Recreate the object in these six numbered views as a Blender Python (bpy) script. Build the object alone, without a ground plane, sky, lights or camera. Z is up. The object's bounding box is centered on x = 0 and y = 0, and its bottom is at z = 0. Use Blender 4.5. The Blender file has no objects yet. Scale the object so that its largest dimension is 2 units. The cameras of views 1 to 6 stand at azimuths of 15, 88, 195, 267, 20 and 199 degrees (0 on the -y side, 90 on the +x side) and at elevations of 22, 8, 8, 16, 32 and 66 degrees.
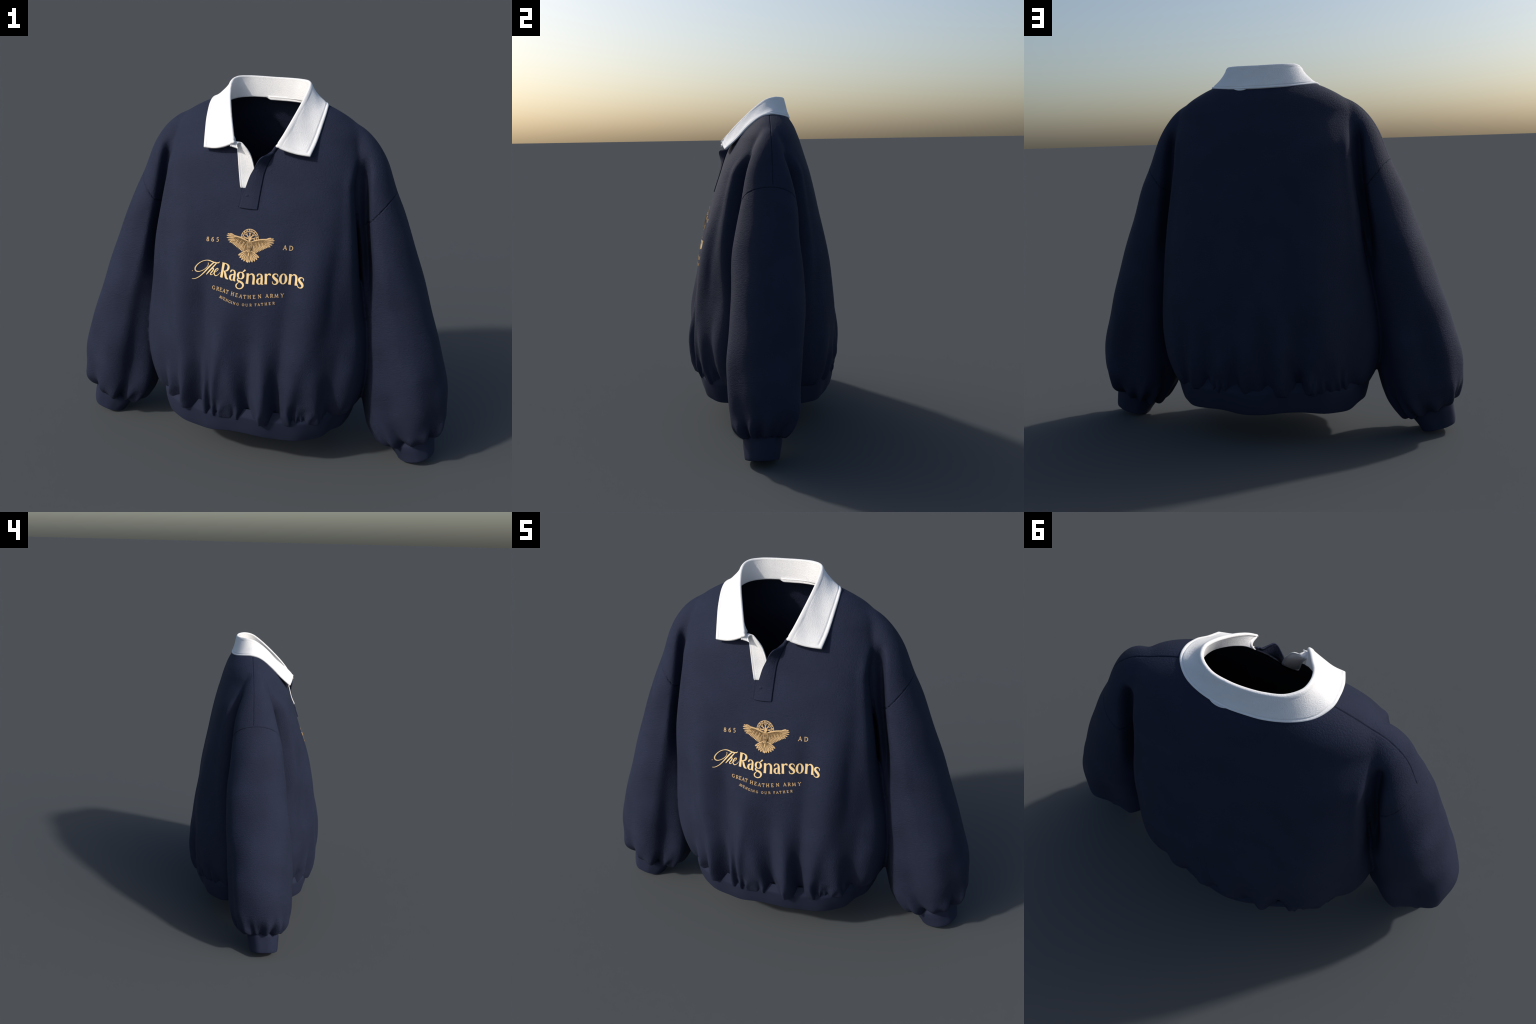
import bpy, bmesh, math
import numpy as np
from mathutils import Vector
from mathutils.bvhtree import BVHTree

rng = np.random.default_rng(7)

# ----------------------------------------------------------------- helpers
def mesh_from(name, verts, faces, mat=None, smooth=True):
    me = bpy.data.meshes.new(name)
    me.from_pydata([tuple(v) for v in verts], [], [tuple(int(i) for i in f) for f in faces])
    me.update()
    if smooth:
        me.polygons.foreach_set("use_smooth", [True] * len(me.polygons))
    if mat:
        me.materials.append(mat)
    return me

def add(name, me, parent=None):
    ob = bpy.data.objects.new(name, me)
    bpy.context.scene.collection.objects.link(ob)
    if parent:
        ob.parent = parent
    return ob

def interp(rows, n):
    """smooth (Catmull-Rom) resampling of control rows to n rows, by row index"""
    rows = np.asarray(rows, float)
    m = len(rows)
    t = np.linspace(0, m - 1, n)
    i = np.clip(t.astype(int), 0, m - 2)
    f = (t - i)[:, None]
    p0, p1, p2, p3 = rows[np.clip(i - 1, 0, m - 1)], rows[i], rows[i + 1], rows[np.clip(i + 2, 0, m - 1)]
    return 0.5 * (2 * p1 + (p2 - p0) * f + (2 * p0 - 5 * p1 + 4 * p2 - p3) * f**2 + (3 * p1 - p0 - 3 * p2 + p3) * f**3)

def grid_faces(nr, nc, wrap=True):
    r, c = np.meshgrid(np.arange(nr - 1), np.arange(nc if wrap else nc - 1), indexing="ij")
    a = r * nc + c
    b = r * nc + (c + 1) % nc
    return np.stack([a, b, b + nc, a + nc], -1).reshape(-1, 4)

def smoothstep(a, b, x):
    t = np.clip((x - a) / (b - a), 0, 1)
    return t * t * (3 - 2 * t)

def gauss(x, w):
    return np.exp(-(x / w) ** 2)

# --------------------------------------------------------------- materials
def fabric(name, colour, rough, bump, grain, stretch=(1, 1, 1), tint=0.0, sheen=0.0, spec=0.22):
    m = bpy.data.materials.new(name)
    m.use_nodes = True
    nt = m.node_tree
    b = nt.nodes["Principled BSDF"]
    b.inputs["Roughness"].default_value = rough
    b.inputs["Specular IOR Level"].default_value = spec
    b.inputs["Sheen Weight"].default_value = sheen
    b.inputs["Sheen Roughness"].default_value = 0.5
    tc = nt.nodes.new("ShaderNodeTexCoord")
    mp = nt.nodes.new("ShaderNodeMapping")
    mp.inputs["Scale"].default_value = stretch
    nt.links.new(tc.outputs["Object"], mp.inputs["Vector"])
    n1 = nt.nodes.new("ShaderNodeTexNoise")
    n1.inputs["Scale"].default_value = grain
    n1.inputs["Detail"].default_value = 4
    n1.inputs["Roughness"].default_value = 0.7
    nt.links.new(mp.outputs[0], n1.inputs["Vector"])
    n2 = nt.nodes.new("ShaderNodeTexNoise")
    n2.inputs["Scale"].default_value = 7
    n2.inputs["Detail"].default_value = 3
    nt.links.new(tc.outputs["Object"], n2.inputs["Vector"])
    ramp = nt.nodes.new("ShaderNodeValToRGB")
    c = np.array(colour)
    ramp.color_ramp.elements[0].position, ramp.color_ramp.elements[1].position = 0.3, 0.7
    ramp.color_ramp.elements[0].color = (*(c * (1 - tint)), 1)
    ramp.color_ramp.elements[1].color = (*np.minimum(c * (1 + tint), 1), 1)
    nt.links.new(n2.outputs[0], ramp.inputs[0])
    nt.links.new(ramp.outputs[0], b.inputs["Base Color"])
    bp = nt.nodes.new("ShaderNodeBump")
    bp.inputs["Strength"].default_value = bump
    bp.inputs["Distance"].default_value = 0.004
    nt.links.new(n1.outputs[0], bp.inputs["Height"])
    nt.links.new(bp.outputs[0], b.inputs["Normal"])
    return m

NAVY = (0.0163, 0.0220, 0.0475)
navy = fabric("navy_fleece", NAVY, 0.8, 0.85, 140, tint=0.10)
navy_sleeve = fabric("navy_fleece_sleeve", NAVY, 0.8, 0.85, 130, stretch=(0.7, 0.7, 1.4), tint=0.10)
navy_rib = fabric("navy_ribbing", NAVY, 0.8, 0.15, 200, tint=0.05)
white = fabric("white_twill", (0.89, 0.89, 0.89), 0.85, 0.65, 230, tint=0.03)
gold = fabric("gold_print", (0.95, 0.69, 0.345), 0.6, 0.05, 200, tint=0.02)
gold_soft = fabric("gold_print_soft", (0.70, 0.475, 0.24), 0.6, 0.05, 200, tint=0.03)
gold_dark = fabric("gold_print_shade", (0.22, 0.14, 0.065), 0.6, 0.05, 200, tint=0.03)
gold_mid = fabric("gold_print_mid", (0.33, 0.21, 0.095), 0.6, 0.05, 200, tint=0.05)
button_mat = fabric("navy_button", (0.016, 0.021, 0.046), 0.5, 0.0, 100)

# ------------------------------------------------------------- body surface
# torso rows: z, half width, front depth, back depth
TORSO = [
    (0.345, 0.485, 0.355, 0.355), (0.300, 0.502, 0.375, 0.373), (0.283, 0.520, 0.392, 0.390),
    (0.300, 0.541, 0.403, 0.404), (0.345, 0.566, 0.416, 0.418), (0.42, 0.587, 0.428, 0.429),
    (0.52, 0.593, 0.434, 0.434), (0.64, 0.588, 0.430, 0.430), (0.78, 0.574, 0.418, 0.418),
    (0.95, 0.551, 0.396, 0.392), (1.10, 0.530, 0.364, 0.360), (1.25, 0.509, 0.324, 0.328),
    (1.38, 0.493, 0.284, 0.302), (1.48, 0.484, 0.250, 0.278), (1.56, 0.482, 0.224, 0.256),
    (1.62, 0.480, 0.200, 0.240), (1.67, 0.472, 0.174, 0.226), (1.71, 0.455, 0.146, 0.211), (1.75, 0.412, 0.112, 0.195),
    (1.79, 0.343, 0.076, 0.172), (1.82, 0.275, 0.046, 0.148), (1.845, 0.190, 0.022, 0.115), (1.855, 0.08, 0.005, 0.06)]

# hanging folds: x, half width, depth (positive = ridge), height at which it dies out, lean in x per metre
FRONT_FOLDS = [(-0.355, 0.028, -0.026, 0.75, 0.04), (-0.228, 0.042, -0.050, 1.22, 0.05), (-0.160, 0.017, -0.036, 0.95, 0.01),
               (-0.080, 0.060, 0.014, 0.90, 0.0), (0.040, 0.038, -0.050, 1.00, 0.0), (0.105, 0.045, 0.016, 0.8, 0.0),
               (0.188, 0.036, -0.052, 1.05, 0.01), (0.268, 0.013, -0.018, 0.43, 0.0), (0.294, 0.010, -0.016, 0.40, 0.02), (0.322, 0.011, -0.016, 0.40, 0.02),
               (0.440, 0.055, -0.040, 1.25, 0.04), (0.375, 0.040, 0.014, 0.8, 0.02), (-0.295, 0.03, 0.014, 0.8, 0.02), (-0.45, 0.03, -0.022, 0.7, 0.08),
               (-0.20, 0.012, 0.010, 0.48, 0.0), (-0.125, 0.012, -0.014, 0.42, 0.0)]
# broad swells of the panels: x, half width, height, lower z, upper z
FRONT_SWELLS = [(-0.315, 0.060, 0.015, 0.55, 1.50), (-0.205, 0.040, -0.010, 0.60, 1.35), (0.335, 0.060, 0.012, 0.55, 1.40), (0.220, 0.055, -0.013, 0.6, 1.42), (0.0, 0.075, 0.007, 0.7, 1.5),
                (0.425, 0.035, -0.010, 0.70, 1.40), (-0.425, 0.030, -0.008, 0.6, 1.3)]
BACK_SWELLS = [(0.30, 0.07, 0.008, 0.5, 1.4), (-0.30, 0.07, 0.008, 0.5, 1.4), (0.12, 0.06, -0.006, 0.5, 1.3), (-0.16, 0.05, -0.008, 0.5, 1.2)]
BACK_FOLDS = [(0.39, 0.03, -0.022, 0.75, 0.0), (0.27, 0.045, -0.034, 0.72, -0.1), (0.105, 0.040, -0.026, 0.9, 0.03),
              (0.045, 0.04, 0.016, 0.7, 0.0), (-0.065, 0.035, -0.026, 0.85, 0.0), (-0.215, 0.05, -0.040, 0.95, -0.02), (-0.14, 0.04, 0.014, 0.8, 0.0),
              (-0.305, 0.016, -0.018, 0.5, 0.0), (-0.35, 0.016, -0.018, 0.5, 0.0), (-0.47, 0.03, -0.022, 0.7, 0.0)]

_pr = np.random.default_rng(11)
for folds in (FRONT_FOLDS, BACK_FOLDS):        # short sharp puckers along the band seam
    for _ in range(13):
        folds.append((_pr.uniform(-0.46, 0.46), _pr.uniform(0.008, 0.014), -_pr.uniform(0.008, 0.018), _pr.uniform(0.39, 0.46), _pr.uniform(-0.15, 0.15)))

def torso_surface(nr=520, nc=760, e=2.3):
    R = interp(TORSO, nr)
    z, a, bf, bb = R.T
    yc = 0.036 * smoothstep(1.35, 1.72, z)
    th = np.linspace(0, 2 * np.pi, nc, endpoint=False)
    ct, st = np.cos(th)[None], np.sin(th)[None]
    ee = (2.2 + 1.3 * smoothstep(1.68, 1.48, z) - 0.9 * smoothstep(1.25, 0.75, z) - 0.2 * smoothstep(0.6, 0.35, z))[:, None]
    x = a[:, None] * np.sign(ct) * np.abs(ct) ** (2 / ee)
    b = np.where(st < 0, (bf + yc)[:, None], (bb - yc)[:, None])
    y = yc[:, None] + b * np.sign(st) * np.abs(st) ** (2 / ee)
    Z = np.repeat(z[:, None], nc, 1).copy()
    # outward direction in the horizontal plane
    nx, ny = x / a[:, None] ** 2, (y - yc[:, None]) / b ** 2
    l = np.sqrt(nx**2 + ny**2) + 1e-9
    nx, ny = nx / l, ny / l
    row = np.arange(nr)[:, None] / (nr - 1) * (len(TORSO) - 1)
    under = smoothstep(0.2, 2.2, row)           # rows tucked under the blouse
    d = np.zeros_like(x)
    for folds, swells, side in ((FRONT_FOLDS, FRONT_SWELLS, st < 0), (BACK_FOLDS, BACK_SWELLS, st >= 0)):
        for fx, w, amp, z0, z1 in swells:
            d += amp * gauss(x - fx, w) * smoothstep(z0, z0 + 0.3, Z) * (1 - smoothstep(z1 - 0.35, z1, Z)) * side
        for fx, w, amp, top, lean in folds:
            fade = (1 - smoothstep(0.33, top, Z)) ** 0.85
            ww = w * (0.75 + 1.30 * smoothstep(0.30, top, Z))
            c = fx + lean * (Z - 0.3)
            u = x - c
            if amp < 0:                          # the wall on one side is steeper
                u = np.where(u < 0, u / 1.35, u / 0.75)
            k = gauss(u, ww) * side
            if amp < 0:                          # a valley between two soft ridges
                k = k - 0.35 * gauss(x - c - 1.9 * ww, ww) * side - 0.35 * gauss(x - c + 1.9 * ww, ww) * side
            d += amp * fade * k * (0.78 if amp < 0 else 1.0)
    # slow uneven slackness of the cloth
    for k in range(7):
        kx, kz, q = rng.uniform(5, 16), rng.uniform(1.5, 5), rng.uniform(0, 6.28)
        d += 0.0013 * np.sin(kx * x + kz * Z + q + 1.5 * np.sin(3 * Z + q)) * smoothstep(1.6, 1.2, Z)
    # gather pinches just above the waistband
    low = gauss(Z - 0.30, 0.075)
    arc = np.arctan2(y, x * 0.75)
    p = np.zeros_like(x)
    for k in (23, 31, 41, 57):
        p += np.sin(k * arc + rng.uniform(0, 6.28)) * (0.5 + 0.5 * np.sin(3 * arc + rng.uniform(0, 6.28)))
    d += 0.0022 * p * low
    Z += under * gauss(Z - 0.29, 0.05) * (-0.16 * np.clip(d, -0.03, 0.012) + 0.0012 * p)
    # soft long undulation over the flanks
    d += 0.006 * np.sin(9 * arc + 1.3) * smoothstep(1.25, 0.6, Z) * smoothstep(0.3, 0.5, np.abs(ct) * np.ones_like(x))
    # the panels turn a firm corner before the sleeve, then fall back under it
    side_z = smoothstep(1.64, 1.50, Z) * smoothstep(0.45, 0.9, Z)
    d += 0.014 * gauss(np.abs(x) / a[:, None] - 0.925, 0.05) * side_z
    d *= under
    x = x * (1 - 0.13 * gauss(y - 0.01, 0.125) * smoothstep(1.62, 1.45, Z) * smoothstep(0.70, 1.10, Z))
    x = np.where(x < 0, x * (1 + 0.022 * smoothstep(0.9, 1.2, Z) * smoothstep(1.62, 1.5, Z)), x)
    return np.stack([x + nx * d, y + ny * d, Z], -1)

# sleeve rows: outer x, outer z, inner x, inner z, front y, back y
SLEEVE = [
    (0.37, 1.765, 0.30, 1.560, -0.030, 0.085), (0.460, 1.728, 0.35, 1.500, -0.050, 0.105), (0.532, 1.665, 0.385, 1.430, -0.078, 0.125),
    (0.590, 1.575, 0.422, 1.350, -0.105, 0.145), (0.640, 1.440, 0.455, 1.250, -0.132, 0.165), (0.690, 1.330, 0.480, 1.140, -0.150, 0.178),
    (0.748, 1.180, 0.500, 1.010, -0.170, 0.190), (0.810, 1.010, 0.515, 0.870, -0.188, 0.197), (0.875, 0.830, 0.529, 0.710, -0.200, 0.197),
    (0.930, 0.670, 0.540, 0.560, -0.208, 0.192), (0.975, 0.520, 0.550, 0.430, -0.212, 0.180), (1.000, 0.390, 0.563, 0.310, -0.214, 0.170),
    (1.001, 0.290, 0.592, 0.205, -0.208, 0.160), (0.988, 0.225, 0.640, 0.132, -0.190, 0.135), (0.965, 0.182, 0.690, 0.086, -0.160, 0.095),
    (0.945, 0.170, 0.722, 0.075, -0.140, 0.060), (0.920, 0.185, 0.745, 0.100, -0.120, 0.035)]
# sleeve folds: angle (0 = outer, 90 = back, 270 = front), half width, depth, row range
SLEEVE_FOLDS = [(252, 13, -0.022, 7, 14.5), (282, 16, 0.014, 7, 14.5), (226, 13, 0.012, 6, 14), (310, 16, -0.014, 9, 14.5), (335, 16, 0.008, 9, 14),
                (82, 15, -0.018, 7, 14.5), (110, 16, 0.012, 6, 14), (55, 14, 0.010, 8, 14), (25, 16, -0.012, 9.5, 14.5), (140, 14, -0.012, 7, 13), (266, 10, 0.006, 3, 9)]

def tube(rows, nr, nc, e=2.2):
    R = interp(rows, nr)
    ox, oz, ix, iz, yf, yb = R.T
    th = np.linspace(0, 2 * np.pi, nc, endpoint=False)[None]
    ct = np.sign(np.cos(th)) * np.abs(np.cos(th)) ** (2 / e)
    st = np.sign(np.sin(th)) * np.abs(np.sin(th)) ** (2 / e)
    C = np.stack([(ox + ix) / 2, (yf + yb) / 2, (oz + iz) / 2], -1)[:, None]
    U = np.stack([(ox - ix) / 2, 0 * ox, (oz - iz) / 2], -1)[:, None]
    V = np.stack([0 * ox, (yb - yf) / 2, 0 * ox], -1)[:, None]
    return C, U * ct[..., None] + V * st[..., None], np.degrees(th), np.linspace(0, len(rows) - 1, nr)[:, None]

def sleeve_surface(side, nr=420, nc=300):
    C, D, th, row = tube(SLEEVE, nr, nc)
    s = np.ones((nr, nc))
    L = np.linalg.norm(D, axis=-1)
    for a, w, amp, r0, r1 in SLEEVE_FOLDS:
        a = a + (6 if side > 0 else -7)
        dd = (th - a + 180) % 360 - 180
        k = smoothstep(r0, r0 + 4, row) * (1 - smoothstep(r1 - 0.5, r1 + 1.5, row))
        s += amp * gauss(dd, w) * k / L
    # deep gathers pulled into the cuff
    g = smoothstep(11.3, 14.0, row) * (1 - 0.4 * smoothstep(14.6, 16, row))
    ph = 0.6 if side > 0 else 2.1
    t = np.radians(th)
    lob = np.abs(np.sin(4.5 * t + ph + 0.5 * np.sin(2 * t))) ** 0.8 * 0.62 + 0.38 * np.sin(13 * t + 2 * ph + 0.8 * np.sin(3 * t))
    s += g * (lob - 0.45) * 0.038 / L
    s += (0.0022 * np.sin(3 * t + row * 1.1 + ph) + 0.0016 * np.sin(5 * t - row * 1.9 + 2 * ph) + 0.0012 * np.sin(2 * t + row * 3.7)) / L * smoothstep(3, 6, row)
    st = np.sin(t)
    D[..., 1] *= 1 - 0.10 * smoothstep(-0.1, -0.95, np.cos(t)) * smoothstep(2.5, 5, row) * (1 - smoothstep(11, 13, row))
    P = C + D * s[..., None]
    P[..., 2] -= g * (lob - 0.6) * 0.009
    # slight slackness along the arm
    P[..., 1] += 0.004 * np.sin(row * 1.7 + ph)
    P[..., 0] *= side
    return P

def closed(P):
    nr, nc = P.shape[:2]
    v = np.concatenate([P.reshape(-1, 3), P[0].mean(0)[None], P[-1].mean(0)[None]])
    f = [tuple(q) for q in grid_faces(nr, nc)]
    n = nr * nc
    f += [(n, (i + 1) % nc, i) for i in range(nc)]
    o = (nr - 1) * nc
    f += [(n + 1, o + i, o + (i + 1) % nc) for i in range(nc)]
    return v, f

VOX = 0.0058
vs, fs, off = [], [], 0
for P in (torso_surface(), sleeve_surface(1), sleeve_surface(-1)):
    v, f = closed(P)
    vs.append(v)
    fs += [tuple(i + off for i in q) for q in f]
    off += len(v)
me = mesh_from("body_blank", np.concatenate(vs), fs)
bm = bmesh.new(); bm.from_mesh(me)
bmesh.ops.recalc_face_normals(bm, faces=bm.faces); bm.to_mesh(me); bm.free()
blank = add("body_blank", me)
md = blank.modifiers.new("remesh", "REMESH")
md.mode, md.voxel_size, md.use_smooth_shade = "VOXEL", VOX, True
me2 = bpy.data.meshes.new_from_object(blank.evaluated_get(bpy.context.evaluated_depsgraph_get()))
bpy.data.objects.remove(blank)

# --- relax: everywhere a little, the shoulder joins a lot (with volume kept by the inverse step)
nv = len(me2.vertices)
co = np.empty(nv * 3); me2.vertices.foreach_get("co", co); co = co.reshape(-1, 3)
ed = np.empty(len(me2.edges) * 2, int); me2.edges.foreach_get("vertices", ed); ed = ed.reshape(-1, 2)
deg = np.bincount(ed.ravel(), minlength=nv).astype(float)[:, None]
def laplace(c):
    out = np.zeros_like(c)
    for k in range(3):
        out[:, k] = np.bincount(ed[:, 0], c[ed[:, 1], k], nv) + np.bincount(ed[:, 1], c[ed[:, 0], k], nv)
    return out / deg - c
for _ in range(4):
    co = co + 0.5 * laplace(co)
    co = co - 0.52 * laplace(co)
w = (smoothstep(0.36, 0.44, np.abs(co[:, 0])) * (1 - smoothstep(0.60, 0.68, np.abs(co[:, 0]))) * smoothstep(1.22, 1.5, co[:, 2]))[:, None]
w *= (smoothstep(1.40, 1.56, co[:, 2]) * gauss(co[:, 1] - 0.035, 0.075))[:, None]
for _ in range(40):
    co = co + 0.5 * w * laplace(co)
me2.vertices.foreach_set("co", co.ravel())
me2.update()

gx = np.interp(co[:, 2], [0.85, 1.10, 1.30, 1.40, 1.50, 1.62], [0.572, 0.545, 0.516, 0.508, 0.500, 0.492])
g = gauss(np.abs(co[:, 0]) - gx, 0.022) * smoothstep(0.85, 1.1, co[:, 2]) * (1 - smoothstep(1.52, 1.635, co[:, 2]))
y0 = 0.015
co[:, 1] = y0 + (co[:, 1] - y0) * (1 - 0.45 * g * (1 - smoothstep(0.17, 0.24, np.abs(co[:, 1] - y0))))
for _ in range(3):
    co = co + 0.5 * g[:, None] * laplace(co)
me2.vertices.foreach_set("co", co.ravel())
me2.update()

# --- clean seam lines: cut the mesh along the armhole and shoulder seams, press them in
bm = bmesh.new(); bm.from_mesh(me2)
SEAM_N = Vector((0.76, 0.0, -0.65)).normalized()
SEAM_P = Vector((0.640, 0.0, 1.425))
GAP = 0.0052
def cut(co_, no_, keep):
    fsel = [f for f in bm.faces if keep(f.calc_center_median())]
    geom = list({e for f in fsel for e in f.edges}) + list({v for f in fsel for v in f.verts}) + fsel
    bmesh.ops.bisect_plane(bm, geom=geom, dist=0.00002, plane_co=co_, plane_no=no_)
for s in (1, -1):
    n = Vector((SEAM_N.x * s, 0, SEAM_N.z))
    p = Vector((SEAM_P.x * s, 0, SEAM_P.z))
    for o in (-GAP, 0, GAP):
        cut(p + n * o, n, lambda c: c.x * s > 0.40 and c.z > 1.05 and abs((c - p).dot(n)) < 0.05)
SH_Y = 0.040
for o in (-GAP, 0, GAP):
    cut(Vector((0, SH_Y + o, 0)), Vector((0, 1, 0)), lambda c: abs(c.y - SH_Y) < 0.03 and 0.2 < abs(c.x) < 0.68 and c.z > 1.42)
bm.normal_update()
for v in bm.verts:
    ax = abs(v.co.x)
    dd = (Vector((ax, v.co.y, v.co.z)) - SEAM_P).dot(SEAM_N)
    k = 0.0
    if ax > 0.44 and v.co.z > 1.27 and abs(dd) < 0.001 and -0.165 < v.co.y < 0.195:
        k = 0.0068
    elif abs(v.co.y - SH_Y) < 0.0008 and 0.2 < ax and v.co.z > 1.44 and dd < 0:
        k = 0.0048
    if k:
        v.co -= v.normal * k

# --- neck opening: everything inside the collar line, and the placket slit below it
COLLAR_B = [(0.092, -0.188, 1.645), (0.150, -0.145, 1.705), (0.198, -0.065, 1.765), (0.216, 0.020, 1.800), (0.190, 0.085, 1.812),
            (0.110, 0.120, 1.815), (0.0, 0.128, 1.815)]
half = np.array(COLLAR_B)
ring = np.concatenate([half, (half * [-1, 1, 1])[-2::-1]])
poly = ring[:, :2]
def inside(x, y):
    c, j = False, len(poly) - 1
    for i in range(len(poly)):
        (xi, yi), (xj, yj) = poly[i], poly[j]
        if (yi > y) != (yj > y) and x < (xj - xi) * (y - yi) / (yj - yi) + xi:
            c = not c
        j = i
    return c
SLIT_LOW = 1.466
def slit(z):                      # left and right edge of the open front
    return np.interp(z, [1.466, 1.513, 1.568, 1.619, 1.70], [-0.060, -0.072, -0.082, -0.091, -0.105]), np.interp(z, [1.466, 1.55, 1.65, 1.70], [-0.026, 0.020, 0.086, 0.11])
kill = []
for f in bm.faces:
    c = f.calc_center_median()
    if c.z > 1.6 and abs(c.x) < 0.24 and inside(c.x, c.y):
        kill.append(f); continue
    if SLIT_LOW < c.z < 1.75 and c.y < -0.1:
        l, r = slit(c.z)
        if l < c.x < r:
            kill.append(f); continue
    # open bottoms, hidden inside the waistband and the cuffs
    if c.z < 0.36 and (c.x / 0.50) ** 2 + (c.y / 0.38) ** 2 < 1 and abs(c.x) < 0.52 and f.normal.z < -0.3:
        kill.append(f)
bmesh.ops.delete(bm, geom=kill, context="FACES")
lonely = [v for v in bm.verts if not v.link_faces]
bmesh.ops.delete(bm, geom=lonely, context="VERTS")
for _ in range(6):                # even out the cut edge
    new = {}
    for v in bm.verts:
        if v.is_boundary:
            nb = [e.other_vert(v).co for e in v.link_edges if e.is_boundary]
            if len(nb) == 2:
                new[v] = v.co * 0.5 + (nb[0] + nb[1]) * 0.25
    for v, c in new.items():
        v.co = c
bmesh.ops.triangulate(bm, faces=[f for f in bm.faces if len(f.verts) > 4])
bm.normal_update()
bm.verts.index_update(); bm.faces.index_update()
V = np.array([v.co[:] for v in bm.verts]); N = np.array([v.normal[:] for v in bm.verts])
F = [[v.index for v in f.verts] for f in bm.faces]
border = [(e.verts[0].index, e.verts[1].index, e.link_faces[0]) for e in bm.edges if e.is_boundary]
bord = []
for a, b, f in border:            # keep the winding of the face
    ids = [v.index for v in f.verts]
    k = ids.index(a)
    bord.append((a, b) if ids[(k + 1) % len(ids)] == b else (b, a))
FC = np.array([np.mean(V[f], 0) for f in F])
body_bvh = BVHTree.FromBMesh(bm)
bm.free()

# --- inner face of the cloth, and the split into torso and sleeves
THICK = 0.011
nV = len(V)
VV = np.concatenate([V, V - N * THICK])
NN = np.concatenate([N, -N])
DS = (np.abs(FC[:, 0]) - SEAM_P.x) * SEAM_N.x + (FC[:, 2] - SEAM_P.z) * SEAM_N.z
part = np.where((DS > 0) & (np.abs(FC[:, 0]) > 0.40), np.where(FC[:, 0] > 0, 1, 2), 0)
# below the armpit the sleeve is everything outside the line where it leaves the body
def piece(keep, rim, name, mat, parent):
    faces = [F[i] for i in np.nonzero(keep)[0]]
    faces = faces + [[i + nV for i in f[::-1]] for f in faces]
    if rim:
        faces += [[b, a, a + nV, b + nV] for a, b in bord]
    used = sorted({i for f in faces for i in f})
    idx = {u: k for k, u in enumerate(used)}
    m = mesh_from(name, VV[used], [[idx[i] for i in f] for f in faces], mat)
    m.normals_split_custom_set_from_vertices([tuple(x) for x in NN[used]])
    return add(name, m, parent)

shirt = bpy.data.objects.new("rugby_sweatshirt", None)
bpy.context.scene.collection.objects.link(shirt)
shirt["label"] = "oversized navy rugby sweatshirt with white collar and gold chest print"
shirt["category"] = "sweatshirt"

def connected_sleeve():
    """flood out from the cuff over the sleeve faces so the body flank stays with the torso"""
    lab = part.copy()
    x, y, z = np.abs(FC[:, 0]), FC[:, 1], FC[:, 2]
    # inner line of the sleeve at each height
    rows = np.array(SLEEVE)
    cz = (rows[:, 1] + rows[:, 3]) / 2
    cx = (rows[:, 0] + rows[:, 2]) / 2
    ix = np.interp(-z, -rows[:14, 3], rows[:14, 2])
    rr = np.array(TORSO[4:])
    a = np.interp(z, rr[:, 0], rr[:, 1]); bf = np.interp(z, rr[:, 0], rr[:, 2])
    on_torso = np.abs((x / a) ** 2.45 + np.abs(y / bf) ** 2.45 - 1)
    # distance to the sleeve axis section
    oy = np.interp(-z, -cz, (rows[:, 5] - rows[:, 4]) / 2); my = np.interp(-z, -cz, (rows[:, 5] + rows[:, 4]) / 2)
    ox = np.interp(-z, -cz, (rows[:, 0] - rows[:, 2]) / 2); mx = np.interp(-z, -cz, cx)
    on_sleeve = np.abs((np.abs(x - mx) / ox) ** 2.2 + np.abs((y - my) / oy) ** 2.2 - 1)
    lab[(lab > 0) & (z > 0.27) & (on_torso < on_sleeve * 0.9) & (x < a * 1.04) & (z < 1.2)] = 0
    return lab
part = connected_sleeve()
torso = piece(part == 0, True, "torso", navy, shirt)
for k in (1, 2):
    piece(part == k, False, "sleeve", navy_sleeve, shirt)

# ------------------------------------------------------------ ribbed bands
def band(name, loops, mat, nc, parent, shape):
    """closed band: outer wall, rounded lower edge, inner wall"""
    P = np.stack([shape(*l) for l in loops])
    me_ = mesh_from(name, P.reshape(-1, 3), grid_faces(len(loops), nc), mat)
    b_ = bmesh.new(); b_.from_mesh(me_); bmesh.ops.recalc_face_normals(b_, faces=b_.faces)
    b_.to_mesh(me_); b_.free()
    return add(name, me_, parent)

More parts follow.
